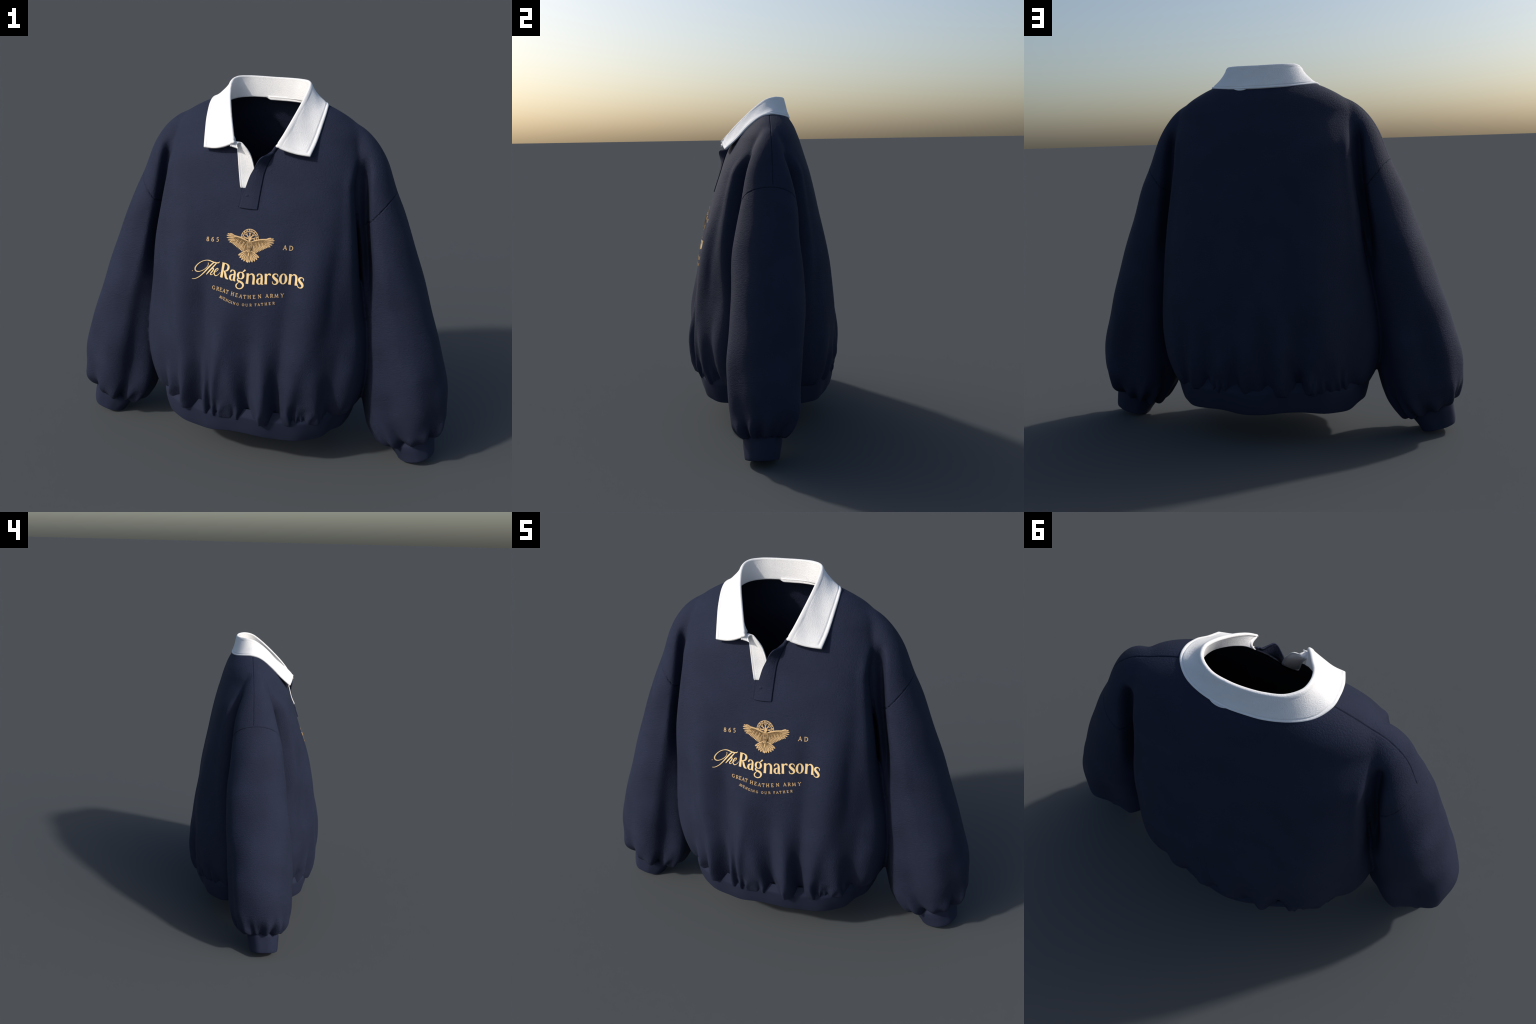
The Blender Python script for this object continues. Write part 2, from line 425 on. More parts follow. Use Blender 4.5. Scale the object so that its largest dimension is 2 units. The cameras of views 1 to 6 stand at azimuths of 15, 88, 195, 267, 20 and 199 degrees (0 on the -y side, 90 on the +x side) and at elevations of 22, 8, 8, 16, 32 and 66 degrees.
def hem_loop(z, grow, wave):
    nc = 480
    th = np.linspace(0, 2 * np.pi, nc, endpoint=False)
    e = 2.4
    ct = np.sign(np.cos(th)) * np.abs(np.cos(th)) ** (2 / e)
    st = np.sign(np.sin(th)) * np.abs(np.sin(th)) ** (2 / e)
    w = 0.006 * np.sin(5 * th + 0.7) + 0.005 * np.sin(8 * th + 2.0) + 0.0025 * np.sin(17 * th + 1.0)
    g = grow + w * wave
    dz = (0.006 * np.sin(4 * th + 1.1) + 0.006 * np.sin(7 * th) + 0.003 * np.sin(11 * th + 0.4)) * wave
    return np.stack([(0.502 + g) * ct, (0.388 + g) * st, np.full(nc, z) + dz], -1)
HEM = [(0.345, 0.004, .2), (0.325, 0.012, .4), (0.300, 0.021, .7), (0.285, 0.021, .8), (0.260, 0.017, .9), (0.235, 0.012, 1), (0.210, 0.006, 1),
       (0.190, 0.000, 1), (0.183, -0.003, 1), (0.180, -0.008, 1), (0.184, -0.014, 1), (0.20, -0.016, 1), (0.25, -0.012, .9), (0.31, -0.006, .5), (0.335, -0.004, .2)]
band("waistband", interp(HEM, 44), navy_rib, 480, shirt, hem_loop)

CUFF = [(0.925, 0.190, 0.750, 0.110, -0.120, 0.036), (0.950, 0.165, 0.726, 0.083, -0.140, 0.057), (0.957, 0.135, 0.738, 0.065, -0.143, 0.057),
        (0.963, 0.095, 0.760, 0.038, -0.140, 0.050), (0.966, 0.060, 0.780, 0.010, -0.137, 0.045), (0.962, 0.049, 0.784, 0.001, -0.134, 0.042),
        (0.952, 0.048, 0.793, 0.001, -0.126, 0.034), (0.945, 0.062, 0.795, 0.018, -0.120, 0.030), (0.935, 0.12, 0.77, 0.07, -0.12, 0.033), (0.92, 0.165, 0.755, 0.10, -0.115, 0.03)]
for side in (1, -1):
    C, D, th, row = tube(CUFF, 60, 140)
    t = np.radians(th)
    s = 1 + (0.022 * np.sin(4 * t + side) + 0.012 * np.sin(9 * t + 2 * side)) * (1 - 0.3 * smoothstep(2, 5, row))
    P = C + D * s[..., None]
    P[..., 2] = np.maximum(P[..., 2], 0.0)
    P[..., 0] *= side
    m_ = mesh_from("cuff", P.reshape(-1, 3), grid_faces(60, 140), navy_rib)
    b_ = bmesh.new(); b_.from_mesh(m_); bmesh.ops.recalc_face_normals(b_, faces=b_.faces); b_.to_mesh(m_); b_.free()
    add("cuff", m_, shirt)

# ------------------------------------------------------------------- collar
# half curves from the front end to the centre back, mirrored
FOLD = [(0.100, -0.232, 1.662), (0.125, -0.195, 1.712), (0.152, -0.135, 1.775), (0.180, -0.050, 1.852), (0.191, 0.018, 1.902), (0.178, 0.072, 1.918),
        (0.130, 0.112, 1.919), (0.065, 0.128, 1.918), (0.0, 0.132, 1.917)]
EDGE = [(0.256, -0.213, 1.627), (0.272, -0.150, 1.682), (0.284, -0.080, 1.752), (0.289, -0.015, 1.803), (0.279, 0.050, 1.820), (0.236, 0.104, 1.812),
        (0.160, 0.143, 1.806), (0.080, 0.161, 1.803), (0.0, 0.166, 1.802)]
STAND = [(0.088, -0.186, 1.645), (0.134, -0.158, 1.685), (0.174, -0.105, 1.738), (0.206, -0.045, 1.780), (0.215, 0.020, 1.804), (0.182, 0.078, 1.815),
         (0.120, 0.108, 1.820), (0.060, 0.121, 1.820), (0.0, 0.124, 1.820)]
def mirrored(h):
    h = np.array(h)
    return np.concatenate([h, (h * [-1, 1, 1])[-2::-1]])
NT = 260
fold_c, edge_c, stand_c = (mirrored(h) for h in (FOLD, EDGE, STAND))
fold_c[-1] = (-0.101, -0.245, 1.666); fold_c[-2] = (-0.123, -0.196, 1.717); fold_c[-3] = (-0.152, -0.125, 1.775)     # the wearer's right half ends further out
stand_c[-1] = (-0.110, -0.178, 1.648)
fold, edge, stand = (interp(h, NT) for h in (fold_c, edge_c, stand_c))

def thicken(G, half_t, name, mat, parent):
    """closed sheet around the mid surface grid G, half thickness half_t per point"""
    nr, nc = G.shape[:2]
    du = np.gradient(G, axis=0); dv = np.gradient(G, axis=1)
    n = np.cross(du, dv); n /= np.linalg.norm(n, axis=-1, keepdims=True) + 1e-12
    A, B = G + n * half_t[..., None], G - n * half_t[..., None]
    v = np.concatenate([A.reshape(-1, 3), B.reshape(-1, 3)])
    f = grid_faces(nr, nc, False)
    o = nr * nc
    loop = [i for i in range(nc)] + [r * nc + nc - 1 for r in range(1, nr)] + [(nr - 1) * nc + i for i in range(nc - 2, -1, -1)] + [r * nc for r in range(nr - 2, 0, -1)]
    faces = [tuple(q) for q in f] + [tuple(int(i) + o for i in q[::-1]) for q in f]
    faces += [(loop[(i + 1) % len(loop)], loop[i], loop[i] + o, loop[(i + 1) % len(loop)] + o) for i in range(len(loop))]
    m_ = mesh_from(name, v, faces, mat)
    b_ = bmesh.new(); b_.from_mesh(m_); bmesh.ops.recalc_face_normals(b_, faces=b_.faces); b_.to_mesh(m_); b_.free()
    return add(name, m_, parent)

def collar():
    t = np.linspace(0, 1, NT)
    out = edge - fold
    out_h = out / np.linalg.norm(out, axis=1, keepdims=True)
    rows = []
    up = fold - stand
    ends = gauss(np.minimum(t, 1 - t), 0.035)[:, None]
    hollow = ends * np.stack([np.sign(fold[:, 0]) * 0.010, 0 * t + 0.022, 0 * t + 0.016], 1)
    for s in np.linspace(0, 1, 18)[:-1]:          # stand, rising inside the neck
        rows.append(stand + up * s * 0.93 + hollow * math.sin(math.pi * s))
    base = stand + up * 0.93
    for a in np.linspace(0, 1, 12)[:-1]:          # rolled fold
        c = base * (1 - a) + (fold + out * 0.10) * a
        rows.append(c + (fold - (base * 0.5 + (fold + out * 0.10) * 0.5)) * 4 * a * (1 - a) * 0.75)
    for s in np.linspace(0.10, 1, 44):            # fall, laid over the shoulder, slightly hollow
        rows.append(fold + out * s + np.array([0, 0, -0.010]) * np.sin(np.pi * s)[..., None])
    G = np.stack(rows)
    n = len(rows)
    # the fall ripples a little between neck and tips
    fr = np.clip((np.arange(n) - 28) / (n - 29), 0, 1)[:, None]
    rip = (np.sin(23 * t + 0.5) * 0.5 + np.sin(41 * t + 2) * 0.35)[None] * np.sin(np.pi * fr) * 0.0045 * (1 - 0.7 * gauss(t - 0.5, 0.22))[None]
    G[..., 2] += rip; G[..., 1] -= rip * 0.5
    # thickness: bead beyond a stitch line along the free edges
    i = np.arange(n)[:, None] * np.ones((1, NT)); j = np.arange(NT)[None] * np.ones((n, 1))
    fall = np.clip((i - 28) / (n - 29), 0, 1)
    d_edge = (1 - fall) * 0.115
    seg = np.linalg.norm(np.diff(G, axis=1), axis=-1)
    arc = np.concatenate([np.zeros((n, 1)), np.cumsum(seg, 1)], 1)
    d_front = np.minimum(arc, arc[:, -1:] - arc)
    d = np.where(fall > 0, np.minimum(d_edge, d_front), d_front)
    half_t = 0.0060 + 0.0008 * np.sin(9 * t[None] * 6.28 + i * 0.2) * (fall > 0) - 0.0030 * gauss(d - 0.0155, 0.0035) - 0.003 * (1 - smoothstep(0, 0.004, d))
    return thicken(G, half_t, "collar", white, shirt)
collar()

# woven tape over the neck seam, its end peeping out under the collar at the back
tx = np.linspace(-0.045, 0.150, 60)
ty = 0.118 - 0.9 * np.clip(np.abs(tx) - 0.06, 0, 1) ** 1.6
prof = [(0.000, 0.0), (0.004, 0.0045), (0.008, 0.0012), (0.011, 0.0010), (0.015, 0.0042), (0.019, 0.0008)]
tap = smoothstep(-0.045, -0.015, tx)
G = np.stack([np.stack([tx, ty - q * tap + 0.003 * (1 - tap), 1.828 - h * (0.45 + 0.55 * tap)], -1) for h, q in prof])
thicken(G, np.full(G.shape[:2], 0.0018), "neck_tape", white, shirt)
def on_back(x, z, lift):
    hit, nrm, _, _ = body_bvh.ray_cast(Vector((x, 2, z)), Vector((0, -1, 0)))
    return np.array(hit + nrm * lift)
tx = np.linspace(0.052, 0.126, 30)
dip = np.clip(np.sin(np.pi * (tx - 0.052) / 0.074), 0, 1) ** 0.7
G = np.array([[on_back(x, 1.805 - 0.009 * u * q, 0.0018) for x, q in zip(tx, dip)] for u in np.linspace(0, 1, 8)])
thicken(G, np.full(G.shape[:2], 0.0010), "neck_tape", white, shirt)

# ------------------------------------------------------------------ placket
def on_body(x, z, lift=0.0):
    hit, nrm, _, _ = body_bvh.ray_cast(Vector((x, -2, z)), Vector((0, 1, 0)))
    if hit is None or hit.y > 0:
        return None
    return np.array(hit + nrm * lift)

def strip(left, right, name, mat, half_t, nr=90, nc=26, bow=0.0, stitch=0.4):
    a, b = interp(left, nr), interp(right, nr)
    u = np.linspace(0, 1, nc)[None, :, None]
    G = a[:, None] * (1 - u) + b[:, None] * u
    G[..., 1] -= bow * np.sin(np.pi * u[..., 0])
    d = np.minimum(u[..., 0], 1 - u[..., 0]) * np.linalg.norm(b - a, axis=1)[:, None]
    h = half_t * (1 - stitch * gauss(d - 0.009, 0.0022))
    return thicken(G, h, name, mat, shirt)

# navy button flap, peeling forward towards its top
FLAP_L = [(-0.056, -0.286, 1.374), (-0.052, -0.284, 1.385), (-0.045, -0.273, 1.424), (-0.033, -0.260, 1.468), (-0.019, -0.248, 1.516), (-0.003, -0.244, 1.550),
          (0.011, -0.249, 1.578), (0.026, -0.254, 1.602), (0.040, -0.250, 1.616), (0.054, -0.230, 1.622), (0.066, -0.205, 1.628), (0.076, -0.197, 1.641), (0.083, -0.184, 1.652)]
FLAP_R = [(0.032, -0.289, 1.372), (0.033, -0.287, 1.384), (0.036, -0.270, 1.430), (0.039, -0.256, 1.470), (0.043, -0.242, 1.512), (0.047, -0.234, 1.540),
          (0.056, -0.226, 1.570), (0.064, -0.218, 1.590), (0.072, -0.207, 1.605), (0.080, -0.198, 1.618), (0.086, -0.192, 1.630), (0.091, -0.188, 1.642), (0.094, -0.182, 1.655)]
def seat(pts, lift, from_row, to_row):
    out = [list(p) for p in pts]
    for i in range(from_row, to_row):
        h = on_body(out[i][0], out[i][2])
        if h is not None:
            out[i][1] = min(h[1] - lift, out[i][1] + 0.02)
    return out
strip(seat(FLAP_L, 0.0045, 0, 3), seat(FLAP_R, 0.002, 0, 8), "placket", navy, 0.0030, bow=0.004, stitch=0.08)
# white facing of the other front edge, its end turned outwards at the neck
FACE_L = [(-0.058, -0.262, 1.462), (-0.061, -0.262, 1.471), (-0.072, -0.243, 1.513), (-0.082, -0.227, 1.568), (-0.091, -0.212, 1.619), (-0.100, -0.203, 1.645),
          (-0.108, -0.203, 1.662), (-0.117, -0.222, 1.664), (-0.118, -0.246, 1.652)]
FACE_R = [(-0.022, -0.258, 1.460), (-0.018, -0.256, 1.470), (0.000, -0.232, 1.520), (-0.006, -0.226, 1.560), (-0.022, -0.222, 1.606), (-0.044, -0.222, 1.640),
          (-0.074, -0.212, 1.663), (-0.088, -0.229, 1.659), (-0.078, -0.245, 1.641)]
strip(FACE_L, FACE_R, "placket_facing", white, 0.003, bow=-0.004)
UNDER_L = seat([(-0.064, 0, 1.375), (-0.062, 0, 1.40), (-0.060, 0, 1.43), (-0.060, 0, 1.462)], 0.0015, 0, 4)
UNDER_R = seat([(-0.040, 0, 1.378), (-0.040, 0, 1.40), (-0.034, 0, 1.43), (-0.026, 0, 1.462)], 0.0015, 0, 4)
strip(UNDER_L, UNDER_R, "placket", navy, 0.002, nr=40, nc=14)
# button
b_ = bmesh.new()
bmesh.ops.create_uvsphere(b_, u_segments=32, v_segments=16, radius=0.0088)
m_ = bpy.data.meshes.new("button"); b_.to_mesh(m_); b_.free()
m_.polygons.foreach_set("use_smooth", [True] * len(m_.polygons)); m_.materials.append(button_mat)
bt = add("button", m_, shirt)
bt.location = (-0.022, -0.277, 1.429); bt.scale = (1, 0.30, 1)

# -------------------------------------------------------------- chest print
# every stroke is a flat raised ribbon of ink laid on the cloth; x and z are metres on the chest
class Ink:
    def __init__(self):
        self.v, self.f, self.k, self.m = [], [], 0, []
    def sheet(self, L, R, lift=0.0016, nc=2, mat=0):
        """ink between two curves, nc quads wide, with a skirt down into the cloth"""
        self.k += 1
        lift = lift + 0.00012 * (self.k % 9)
        n = len(L)
        P = []
        for a, b in zip(L, R):
            for u in np.linspace(0, 1, nc + 1):
                x, z = a * (1 - u) + b * u
                p = on_body(x, z)
                if p is None:
                    return
                P.append(p)
        P = np.array(P)
        o = sum(len(q) for q in self.v)
        top = P + np.array([0, -lift, 0]); low = P + np.array([0, 0.0008, 0])
        self.v += [top, low]
        g = [tuple(int(i) + o for i in q) for q in grid_faces(n, nc + 1, False)]
        w = nc + 1
        loop = list(range(w)) + [r * w + nc for r in range(1, n)] + [(n - 1) * w + i for i in range(nc - 1, -1, -1)] + [r * w for r in range(n - 2, 0, -1)]
        for i in range(len(loop)):
            a, b = loop[i], loop[(i + 1) % len(loop)]
            g.append((b + o, a + o, a + o + len(P), b + o + len(P)))
        self.f += g
        self.m += [mat] * len(g)
    def stroke(self, pts, at=(0, 0), scale=1.0, n=None, lift=0.0016, mat=0, warp=None, straight=False):
        """pts: x, y, half width"""
        p = np.array(pts, float)
        if straight or len(p) == 2:
            t = np.linspace(0, len(p) - 1, n or 6 * len(p))
            p = np.stack([np.interp(t, np.arange(len(p)), p[:, k]) for k in range(3)], 1)
        else:
            p = interp(p, n or 6 * len(p))
        d = np.gradient(p[:, :2], axis=0)
        d /= np.linalg.norm(d, axis=1, keepdims=True) + 1e-9
        nn = np.stack([-d[:, 1], d[:, 0]], 1) * np.abs(p[:, 2:3])
        L, R = (p[:, :2] + nn) * scale + at, (p[:, :2] - nn) * scale + at
        self.sheet(L, R, lift, 2, mat)
    def done(self, name, mats, parent):
        if not self.f:
            return None
        m_ = mesh_from(name, np.concatenate(self.v), self.f, None, smooth=False)
        for q in mats:
            m_.materials.append(q)
        m_.polygons.foreach_set("material_index", self.m)
        b_ = bmesh.new(); b_.from_mesh(m_); bmesh.ops.recalc_face_normals(b_, faces=b_.faces); b_.to_mesh(m_); b_.free()
        return add(name, m_, parent)

def ellipse(cx, cy, rx, ry, thin, thick, n=25):
    t = np.linspace(0, 2 * np.pi, n) + np.pi / 2
    return [(cx + rx * math.cos(a), cy + ry * math.sin(a), thin + (thick - thin) * abs(math.cos(a)) ** 1.5) for a in t]

# display roman: cap height 1, thick stems and hairline joins
DISPLAY = {
    "R": [[(.12, .01, .10), (.12, .5, .088), (.12, .99, .10)], [(.02, .985, .016), (.25, .985, .016)],
          [(.14, .975, .022), (.32, .965, .030), (.47, .88, .070), (.50, .73, .088), (.44, .57, .060), (.30, .48, .026), (.16, .465, .020)],
          [(.24, .47, .03), (.33, .36, .075), (.40, .18, .088), (.48, .06, .075), (.62, .015, .022)]],
    "a": [[(.36, .02, .085), (.37, .30, .085), (.36, .52, .080)], [(.37, .50, .082), (.33, .63, .055), (.22, .685, .028), (.11, .65, .045), (.07, .56, .055), (.055, .51, .02)],
          [(.34, .43, .018), (.22, .39, .028), (.10, .30, .072), (.085, .14, .082), (.17, .025, .040), (.28, .045, .022), (.36, .12, .018)],
          [(.37, .10, .078), (.41, .03, .045), (.49, .03, .012)]],
    "g": [ellipse(.28, .46, .185, .215, .022, .085), [(.17, .27, .02), (.10, .19, .045), (.14, .10, .060), (.30, .05, .070), (.46, -.02, .078), (.53, -.16, .070), (.46, -.33, .045), (.28, -.42, .028),
          (.10, -.36, .040), (.05, -.22, .050), (.13, -.08, .030), (.24, .04, .016)], [(.34, .66, .012), (.44, .76, .035), (.55, .88, .070)]],
    "n": [[(.10, .01, .10), (.11, .35, .085), (.10, .69, .095)], [(.14, .50, .016), (.24, .63, .026), (.37, .685, .045), (.49, .60, .078), (.525, .44, .086), (.525, .20, .085), (.53, .01, .098)]],
    "r": [[(.10, .01, .10), (.11, .35, .085), (.10, .69, .095)], [(.14, .48, .016), (.20, .60, .026), (.29, .68, .045), (.38, .66, .065), (.415, .60, .03)]],
    "s": [[(.385, .50, .014), (.37, .62, .030), (.27, .69, .026), (.13, .65, .055), (.075, .53, .080), (.17, .40, .095), (.31, .29, .098), (.37, .16, .078), (.30, .04, .048), (.17, .005, .026), (.06, .07, .030), (.03, .20, .014)]],
    "o": [ellipse(.265, .345, .185, .325, .022, .088)],
}
# small roman capitals and figures
def stem(x, y0=0, y1=1, w=.075, s=.15):
    return [[(x, y0, w), (x, y1, w)], [(x - s, y0 + .025, .035), (x + s, y0 + .025, .035)], [(x - s, y1 - .025, .035), (x + s, y1 - .025, .035)]]
T2 = .045
SMALL = {
    "I": stem(0), "H": stem(-.3) + stem(.3) + [[(-.3, .52, T2), (.3, .52, T2)]],
    "E": stem(-.2) + [[(-.2, .965, T2), (.27, .965, T2), (.28, .80, .03)], [(-.2, .52, T2), (.16, .52, T2)], [(-.2, .035, T2), (.28, .035, T2), (.31, .22, .03)]],
    "F": stem(-.2) + [[(-.2, .965, T2), (.27, .965, T2), (.28, .78, .03)], [(-.2, .50, T2), (.16, .50, T2)]],
    "T": stem(0) + [[(-.36, .76, .03), (-.34, .96, T2), (.34, .96, T2), (.36, .76, .03)]],
    "A": [[(-.34, .02, .05), (0, 1, .05)], [(0, 1, .08), (.34, .02, .085)], [(-.2, .34, .04), (.2, .34, .04)], [(-.46, .025, .035), (-.22, .025, .035)], [(.20, .025, .035), (.48, .025, .035)]],
    "V": [[(-.34, .98, .085), (0, 0, .08)], [(0, 0, .05), (.34, .98, .05)], [(-.46, .975, .035), (-.2, .975, .035)], [(.22, .975, .035), (.46, .975, .035)]],
    "Y": [[(-.32, .98, .08), (0, .48, .075)], [(0, .48, .05), (.32, .98, .05)], [(0, .5, .075), (0, 0, .075)], [(-.15, .025, .035), (.15, .025, .035)], [(-.44, .975, .035), (-.2, .975, .035)], [(.2, .975, .035), (.44, .975, .035)]],
    "N": [[(-.32, 0, .05), (-.32, 1, .05)], [(-.34, .97, .085), (.33, .03, .085)], [(.33, 0, .05), (.33, 1, .05)], [(-.44, .025, .035), (-.2, .025, .035)], [(.2, .975, .035), (.46, .975, .035)]],
    "M": [[(-.40, 0, .05), (-.34, 1, .05)], [(-.34, .98, .08), (0, .08, .07)], [(0, .08, .05), (.34, .98, .05)], [(.34, 1, .08), (.40, 0, .08)], [(-.52, .025, .035), (-.28, .025, .035)], [(.26, .025, .035), (.54, .025, .035)]],
    "R": stem(-.25) + [[(-.25, .96, T2), (.05, .96, .05), (.22, .82, .075), (.20, .62, .07), (.02, .5, .045), (-.25, .5, .04)], [(-.02, .5, .05), (.18, .2, .08), (.42, .02, .04)]],
    "D": stem(-.28) + [[(-.28, .965, T2), (.05, .95, .05), (.33, .75, .075), (.38, .5, .085), (.33, .25, .075), (.05, .05, .05), (-.28, .035, T2)]],
    "U": [[(-.3, .98, .08), (-.3, .35, .08), (-.2, .08, .06), (0, .02, .045), (.2, .09, .045), (.29, .35, .045), (.29, .98, .045)], [(-.44, .975, .035), (-.16, .975, .035)], [(.16, .975, .035), (.42, .975, .035)]],
    "O": [ellipse(0, .5, .37, .46, .045, .085)],
    "G": [[(.32, .72, .03), (.28, .88, .05), (.05, .97, .045), (-.24, .85, .065), (-.37, .5, .085), (-.24, .15, .065), (.05, .03, .045), (.30, .12, .05), (.33, .25, .06)], [(.31, .08, .07), (.31, .40, .07)], [(.16, .41, .035), (.44, .41, .035)]],
    "8": [ellipse(0, .74, .19, .21, .045, .075), ellipse(0, .27, .24, .24, .045, .085)],
    "6": [[(.22, .93, .05), (.02, .93, .05), (-.18, .70, .07), (-.25, .36, .085)], ellipse(0, .30, .23, .27, .045, .085)],
    "5": [[(.24, .96, .055), (-.14, .95, .055)], [(-.14, .95, .045), (-.18, .55, .045)], [(-.18, .55, .045), (.05, .60, .05), (.22, .44, .08), (.22, .2, .08), (.02, .03, .05), (-.2, .06, .055)]],
}
def letter(glyph, x, z, h, mat, tilt=0.0, boost=1.0):
    ink = Ink()
    c, s_ = math.cos(tilt), math.sin(tilt)
    for st in glyph:
        st = [(px * c - py * s_, px * s_ + py * c, w * boost) for px, py, w in st]
        ink.stroke(st, at=(x, z), scale=h, straight=len(st) < 4)
    return ink.done("letter", [mat], torso)

# main word: left edge of each letter and the gently waving baseline
for ch, x in zip("Ragnarsons", (-.1225, -.0765, -.0395, .0085, .0590, .0985, .1340, .1670, .2090, .2520)):
    z = float(np.interp(x, [-.12, -.07, -.02, .02, .09, .16, .20, .24, .28], [1.043, 1.037, 1.032, 1.030, 1.036, 1.044, 1.046, 1.040, 1.031]))
    letter([[(px, py, w * 0.87) for px, py, w in st] for st in DISPLAY[ch]], x, z, 0.0715, gold, tilt=float(np.interp(x, [-.1, 0, .1, .2, .3], [-.10, -.02, .06, 0.0, -.14])))
for line, xs, zx, zz, h in (
    ("GREATHEATHENARMY", (-.150, -.128, -.112, -.096, -.080, -.052, -.031, -.011, .010, .032, .056, .082, .117, .139, .161, .187),
     (-.15, -.11, -.05, 0, .05, .08, .12, .187), (.979, .976, .965, .958, .962, .968, .975, .982), .0175),
    ("AVENGINGOURFATHER", (-.112, -.1025, -.092, -.0790, -.0645, -.0535, -.041, -.0230, .0040, .0220, .0410, .0655, .080, .096, .114, .132, .150),
     (-.112, -.06, -.02, .02, .06, .11, .15), (.944, .927, .921, .921, .926, .936, .944), .0125)):
    for ch, x in zip(line, xs):
        e = 0.012
        slope = (np.interp(x + e, zx, zz) - np.interp(x - e, zx, zz)) / (2 * e)
        letter(SMALL[ch], x, float(np.interp(x, zx, zz)), h, gold_soft, tilt=float(np.arctan(slope)) * 0.8, boost=0.86)
for ch, x, z in (("8", -.197, 1.202), ("6", -.172, 1.204), ("5", -.148, 1.206), ("A", .181, 1.204), ("D", .209, 1.203)):
    letter(SMALL[ch], x, z, .0205, gold_soft, boost=0.95)

# pen script "The": strokes in metres on the chest
SCRIPT = [[[(-.262, 1.016, .0006), (-.248, 1.017, .0012), (-.228, 1.028, .0018), (-.206, 1.050, .0026), (-.182, 1.080, .0032), (-.163, 1.101, .0026), (-.150, 1.110, .0012)],
           [(-.1870, 1.100, .0016), (-.1868, 1.090, .0012), (-.196, 1.074, .0010), (-.214, 1.059, .0012), (-.234, 1.052, .0016), (-.247, 1.057, .0024), (-.2495, 1.070, .0028), (-.240, 1.086, .0022),
            (-.222, 1.101, .0014), (-.200, 1.110, .0012), (-.182, 1.112, .0018), (-.165, 1.109, .0022), (-.148, 1.107, .0018), (-.134, 1.109, .0020), (-.127, 1.115, .0006)]],
          [[(-.141, 1.109, .0020), (-.160, 1.085, .0030), (-.180, 1.060, .0030), (-.194, 1.042, .0016)],
           [(-.190, 1.047, .0006), (-.174, 1.068, .0010), (-.163, 1.077, .0016), (-.157, 1.076, .0026), (-.161, 1.066, .0026), (-.171, 1.052, .0024), (-.171, 1.046, .0016), (-.164, 1.047, .0010), (-.154, 1.057, .0006)]],
          [[(-.154, 1.057, .0006), (-.142, 1.067, .0010), (-.133, 1.077, .0014), (-.136, 1.082, .0016), (-.145, 1.075, .0024), (-.152, 1.061, .0028), (-.150, 1.050, .0024), (-.142, 1.046, .0014), (-.131, 1.053, .0010), (-.121, 1.066, .0006)]]]
for strokes in SCRIPT:
    ink = Ink()
    for st in strokes:
        ink.stroke(st, n=60)
    ink.done("letter", [gold], torso)
ink = Ink(); ink.stroke([(-.2632, 1.0545, .0012), (-.2606, 1.0545, .0012)]); ink.done("print_dot", [gold], torso)

# bird emblem in front of a rune wheel
EX = 0.0125
wheel = Ink()
WC, WZ = 0.0095, 1.2395
for r, w in ((.0425, .0012), (.0322, .0010)):
    wheel.stroke([(WC + r * math.cos(a), WZ + r * math.sin(a), w) for a in np.linspace(math.radians(-4), math.radians(184), 48)], n=96, lift=0.0012)
for k in range(19):
    a = math.radians(-2 + 184 * k / 18)
    da = (0.0, 0.06, -0.06, 0.03)[k % 4]
    wheel.stroke([(WC + .0330 * math.cos(a), WZ + .0330 * math.sin(a), .0011), (WC + .0415 * math.cos(a + da), WZ + .0415 * math.sin(a + da), .0013)], lift=0.0012)
for k in range(5):
    a = math.radians(4 + 43 * k)
    d, t = np.array([math.cos(a), math.sin(a)]), np.array([-math.sin(a), math.cos(a)])
    c = np.array([WC, WZ])
    pt = lambda r, q, w: (*(c + d * r + t * q), w)
    wheel.stroke([pt(.004, 0, .0010), pt(.011, 0, .0024), pt(.017, 0, .0022), pt(.020, 0, .0008), pt(.0285, 0, .0010)], lift=0.0012)
    wheel.stroke([pt(.0285, -.0058, .0007), pt(.0245, -.0045, .0011), pt(.0225, 0, .0011), pt(.0245, .0045, .0011), pt(.0285, .0058, .0007)], lift=0.0012)
    wheel.stroke([pt(.020, -.003, .0008), pt(.020, .003, .0008)], lift=0.0012)
wheel.done("rune_wheel", [gold_soft], torso)

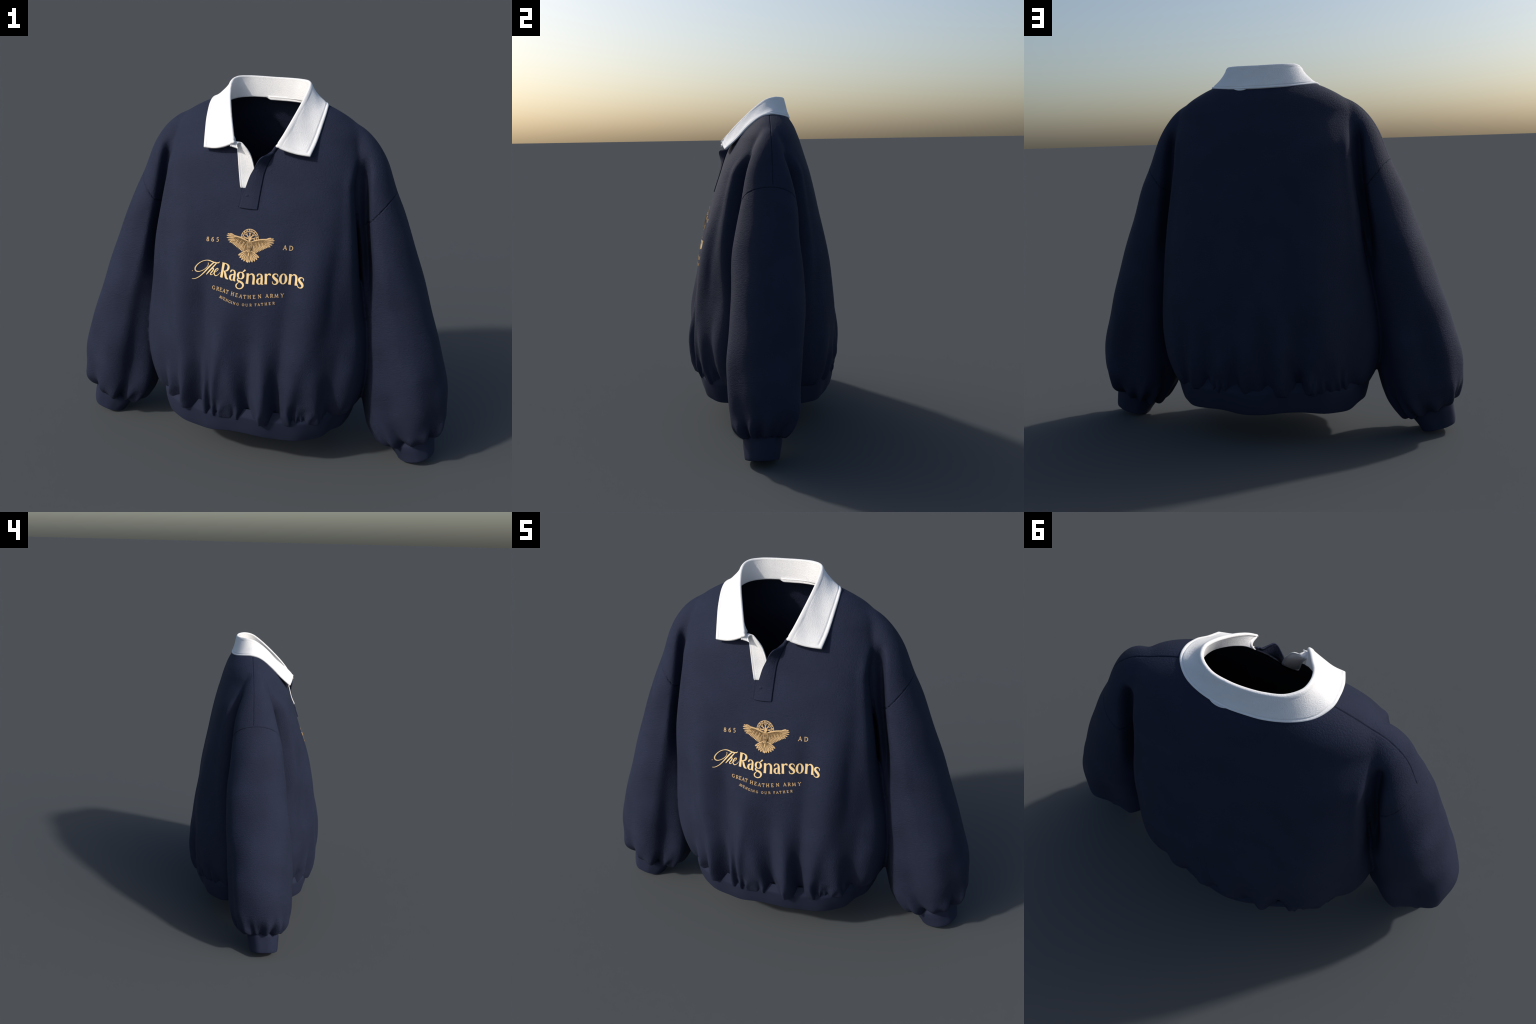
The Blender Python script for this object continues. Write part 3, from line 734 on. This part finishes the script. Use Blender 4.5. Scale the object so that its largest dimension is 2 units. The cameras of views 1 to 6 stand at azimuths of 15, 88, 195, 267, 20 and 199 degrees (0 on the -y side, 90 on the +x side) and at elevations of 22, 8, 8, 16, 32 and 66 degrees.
bird = Ink()
def feather(root, tip, w, lift, mat=1, blunt=0.75):
    a, b = np.array(root), np.array(tip)
    q = [a + (b - a) * s for s in (0, .3, .65, .9, 1)]
    ww = [w * .55, w * .9, w, w * blunt, w * .12]
    bird.stroke([(p[0], p[1], k) for p, k in zip(q, ww)], n=12, lift=lift, mat=mat)
    bird.stroke([(*(a + (b - a) * .15), w * .26), (*(a + (b - a) * .8), w * .14)], n=6, lift=lift + 0.0014, mat=2)
for s in (-1, 1):
    m = lambda x, z: (EX + s * x, z + 0.004 * -s * x / 0.11 * 0)
    # dark bed under the wing and its coverts
    up = interp([m(.006, 1.226), m(.026, 1.2345), m(.050, 1.2410), m(.075, 1.2445), m(.092, 1.2420)], 20)
    lo = interp([m(.012, 1.178), m(.030, 1.1830), m(.052, 1.1960), m(.074, 1.2100), m(.092, 1.2240)], 20)
    bird.sheet(up, lo, 0.0010, 6, 2)
    for k in range(11):                        # secondaries
        t = k / 10
        feather(m(.018 + .050 * t, 1.207 + .022 * t), m(.030 + .068 * t, 1.1745 + .0385 * t), .0031, 0.0020 + 0.0002 * (k % 2))
    for (x, z), r in zip(((.101, 1.2115), (.1085, 1.2205), (.1155, 1.2310), (.1170, 1.2420), (.1125, 1.2500), (.1000, 1.2520)), range(6)):
        feather(m(.060 + .003 * r, 1.225 + .0035 * r), m(x, z), .0030, 0.0026 + 0.0002 * (r % 2), blunt=0.6)
    for k in range(9):                         # coverts, two short rows
        t = k / 8
        feather(m(.015 + .050 * t, 1.218 + .018 * t), m(.023 + .056 * t, 1.200 + .022 * t), .0026, 0.0036, mat=(1, 3)[k % 2])
        feather(m(.010 + .060 * t, 1.228 + .013 * t), m(.018 + .062 * t, 1.216 + .014 * t), .0026, 0.0042, mat=3)
    bird.stroke([(*m(.006, 1.2270), .0012), (*m(.026, 1.2340), .0020), (*m(.050, 1.2405), .0020), (*m(.076, 1.2440), .0018), (*m(.098, 1.2495), .0008)], n=24, lift=0.0046, mat=1)
    for k in range(5):                         # tail fan, outer feathers first
        a = math.radians(62 - 14.5 * k)
        feather((EX + s * .004, 1.186), (EX + s * (.004 + .053 * math.sin(a)), 1.186 - .0555 * math.cos(a) ** 0.85 + .001), .0050, 0.0016 + 0.0003 * k)
feather((EX, 1.186), (EX - .001, 1.1300), .0058, 0.0034)
bird.sheet(interp([(EX - .004, 1.236), (EX - .013, 1.222), (EX - .013, 1.205), (EX - .007, 1.186), (EX - .001, 1.163)], 16), interp([(EX + .004, 1.236), (EX + .013, 1.222), (EX + .013, 1.205), (EX + .007, 1.186), (EX + .001, 1.163)], 16), 0.0048, 4, 3)
for k in range(4):                             # breast plumage
    for q in (-1, 0, 1):
        feather((EX + q * .006, 1.221 - .009 * k), (EX + q * .0045, 1.209 - .009 * k), .0022, 0.0056 + .0002 * k, mat=(3, 1)[k % 2])
bird.stroke([(EX, 1.200, .0050), (EX, 1.188, .0040), (EX, 1.180, .0010)], lift=0.0056, mat=2)
bird.stroke([(EX, 1.176, .0030), (EX, 1.166, .0026), (EX, 1.160, .0008)], lift=0.0056, mat=1)
bird.stroke([(EX - .0035, 1.2440, .0035), (EX, 1.2425, .0078), (EX, 1.2350, .0070), (EX, 1.2270, .0040)], n=14, lift=0.0052, mat=1)
bird.stroke([(EX - .005, 1.236, .0012), (EX - .0022, 1.233, .0016)], lift=0.0064, mat=2)
bird.stroke([(EX + .005, 1.236, .0012), (EX + .0022, 1.233, .0016)], lift=0.0064, mat=2)
bird.stroke([(EX, 1.2375, .0016), (EX, 1.2330, .0018), (EX, 1.2275, .0004)], lift=0.0070, mat=0)
bird.done("bird_emblem", [gold, gold_soft, gold_dark, gold_mid], torso)
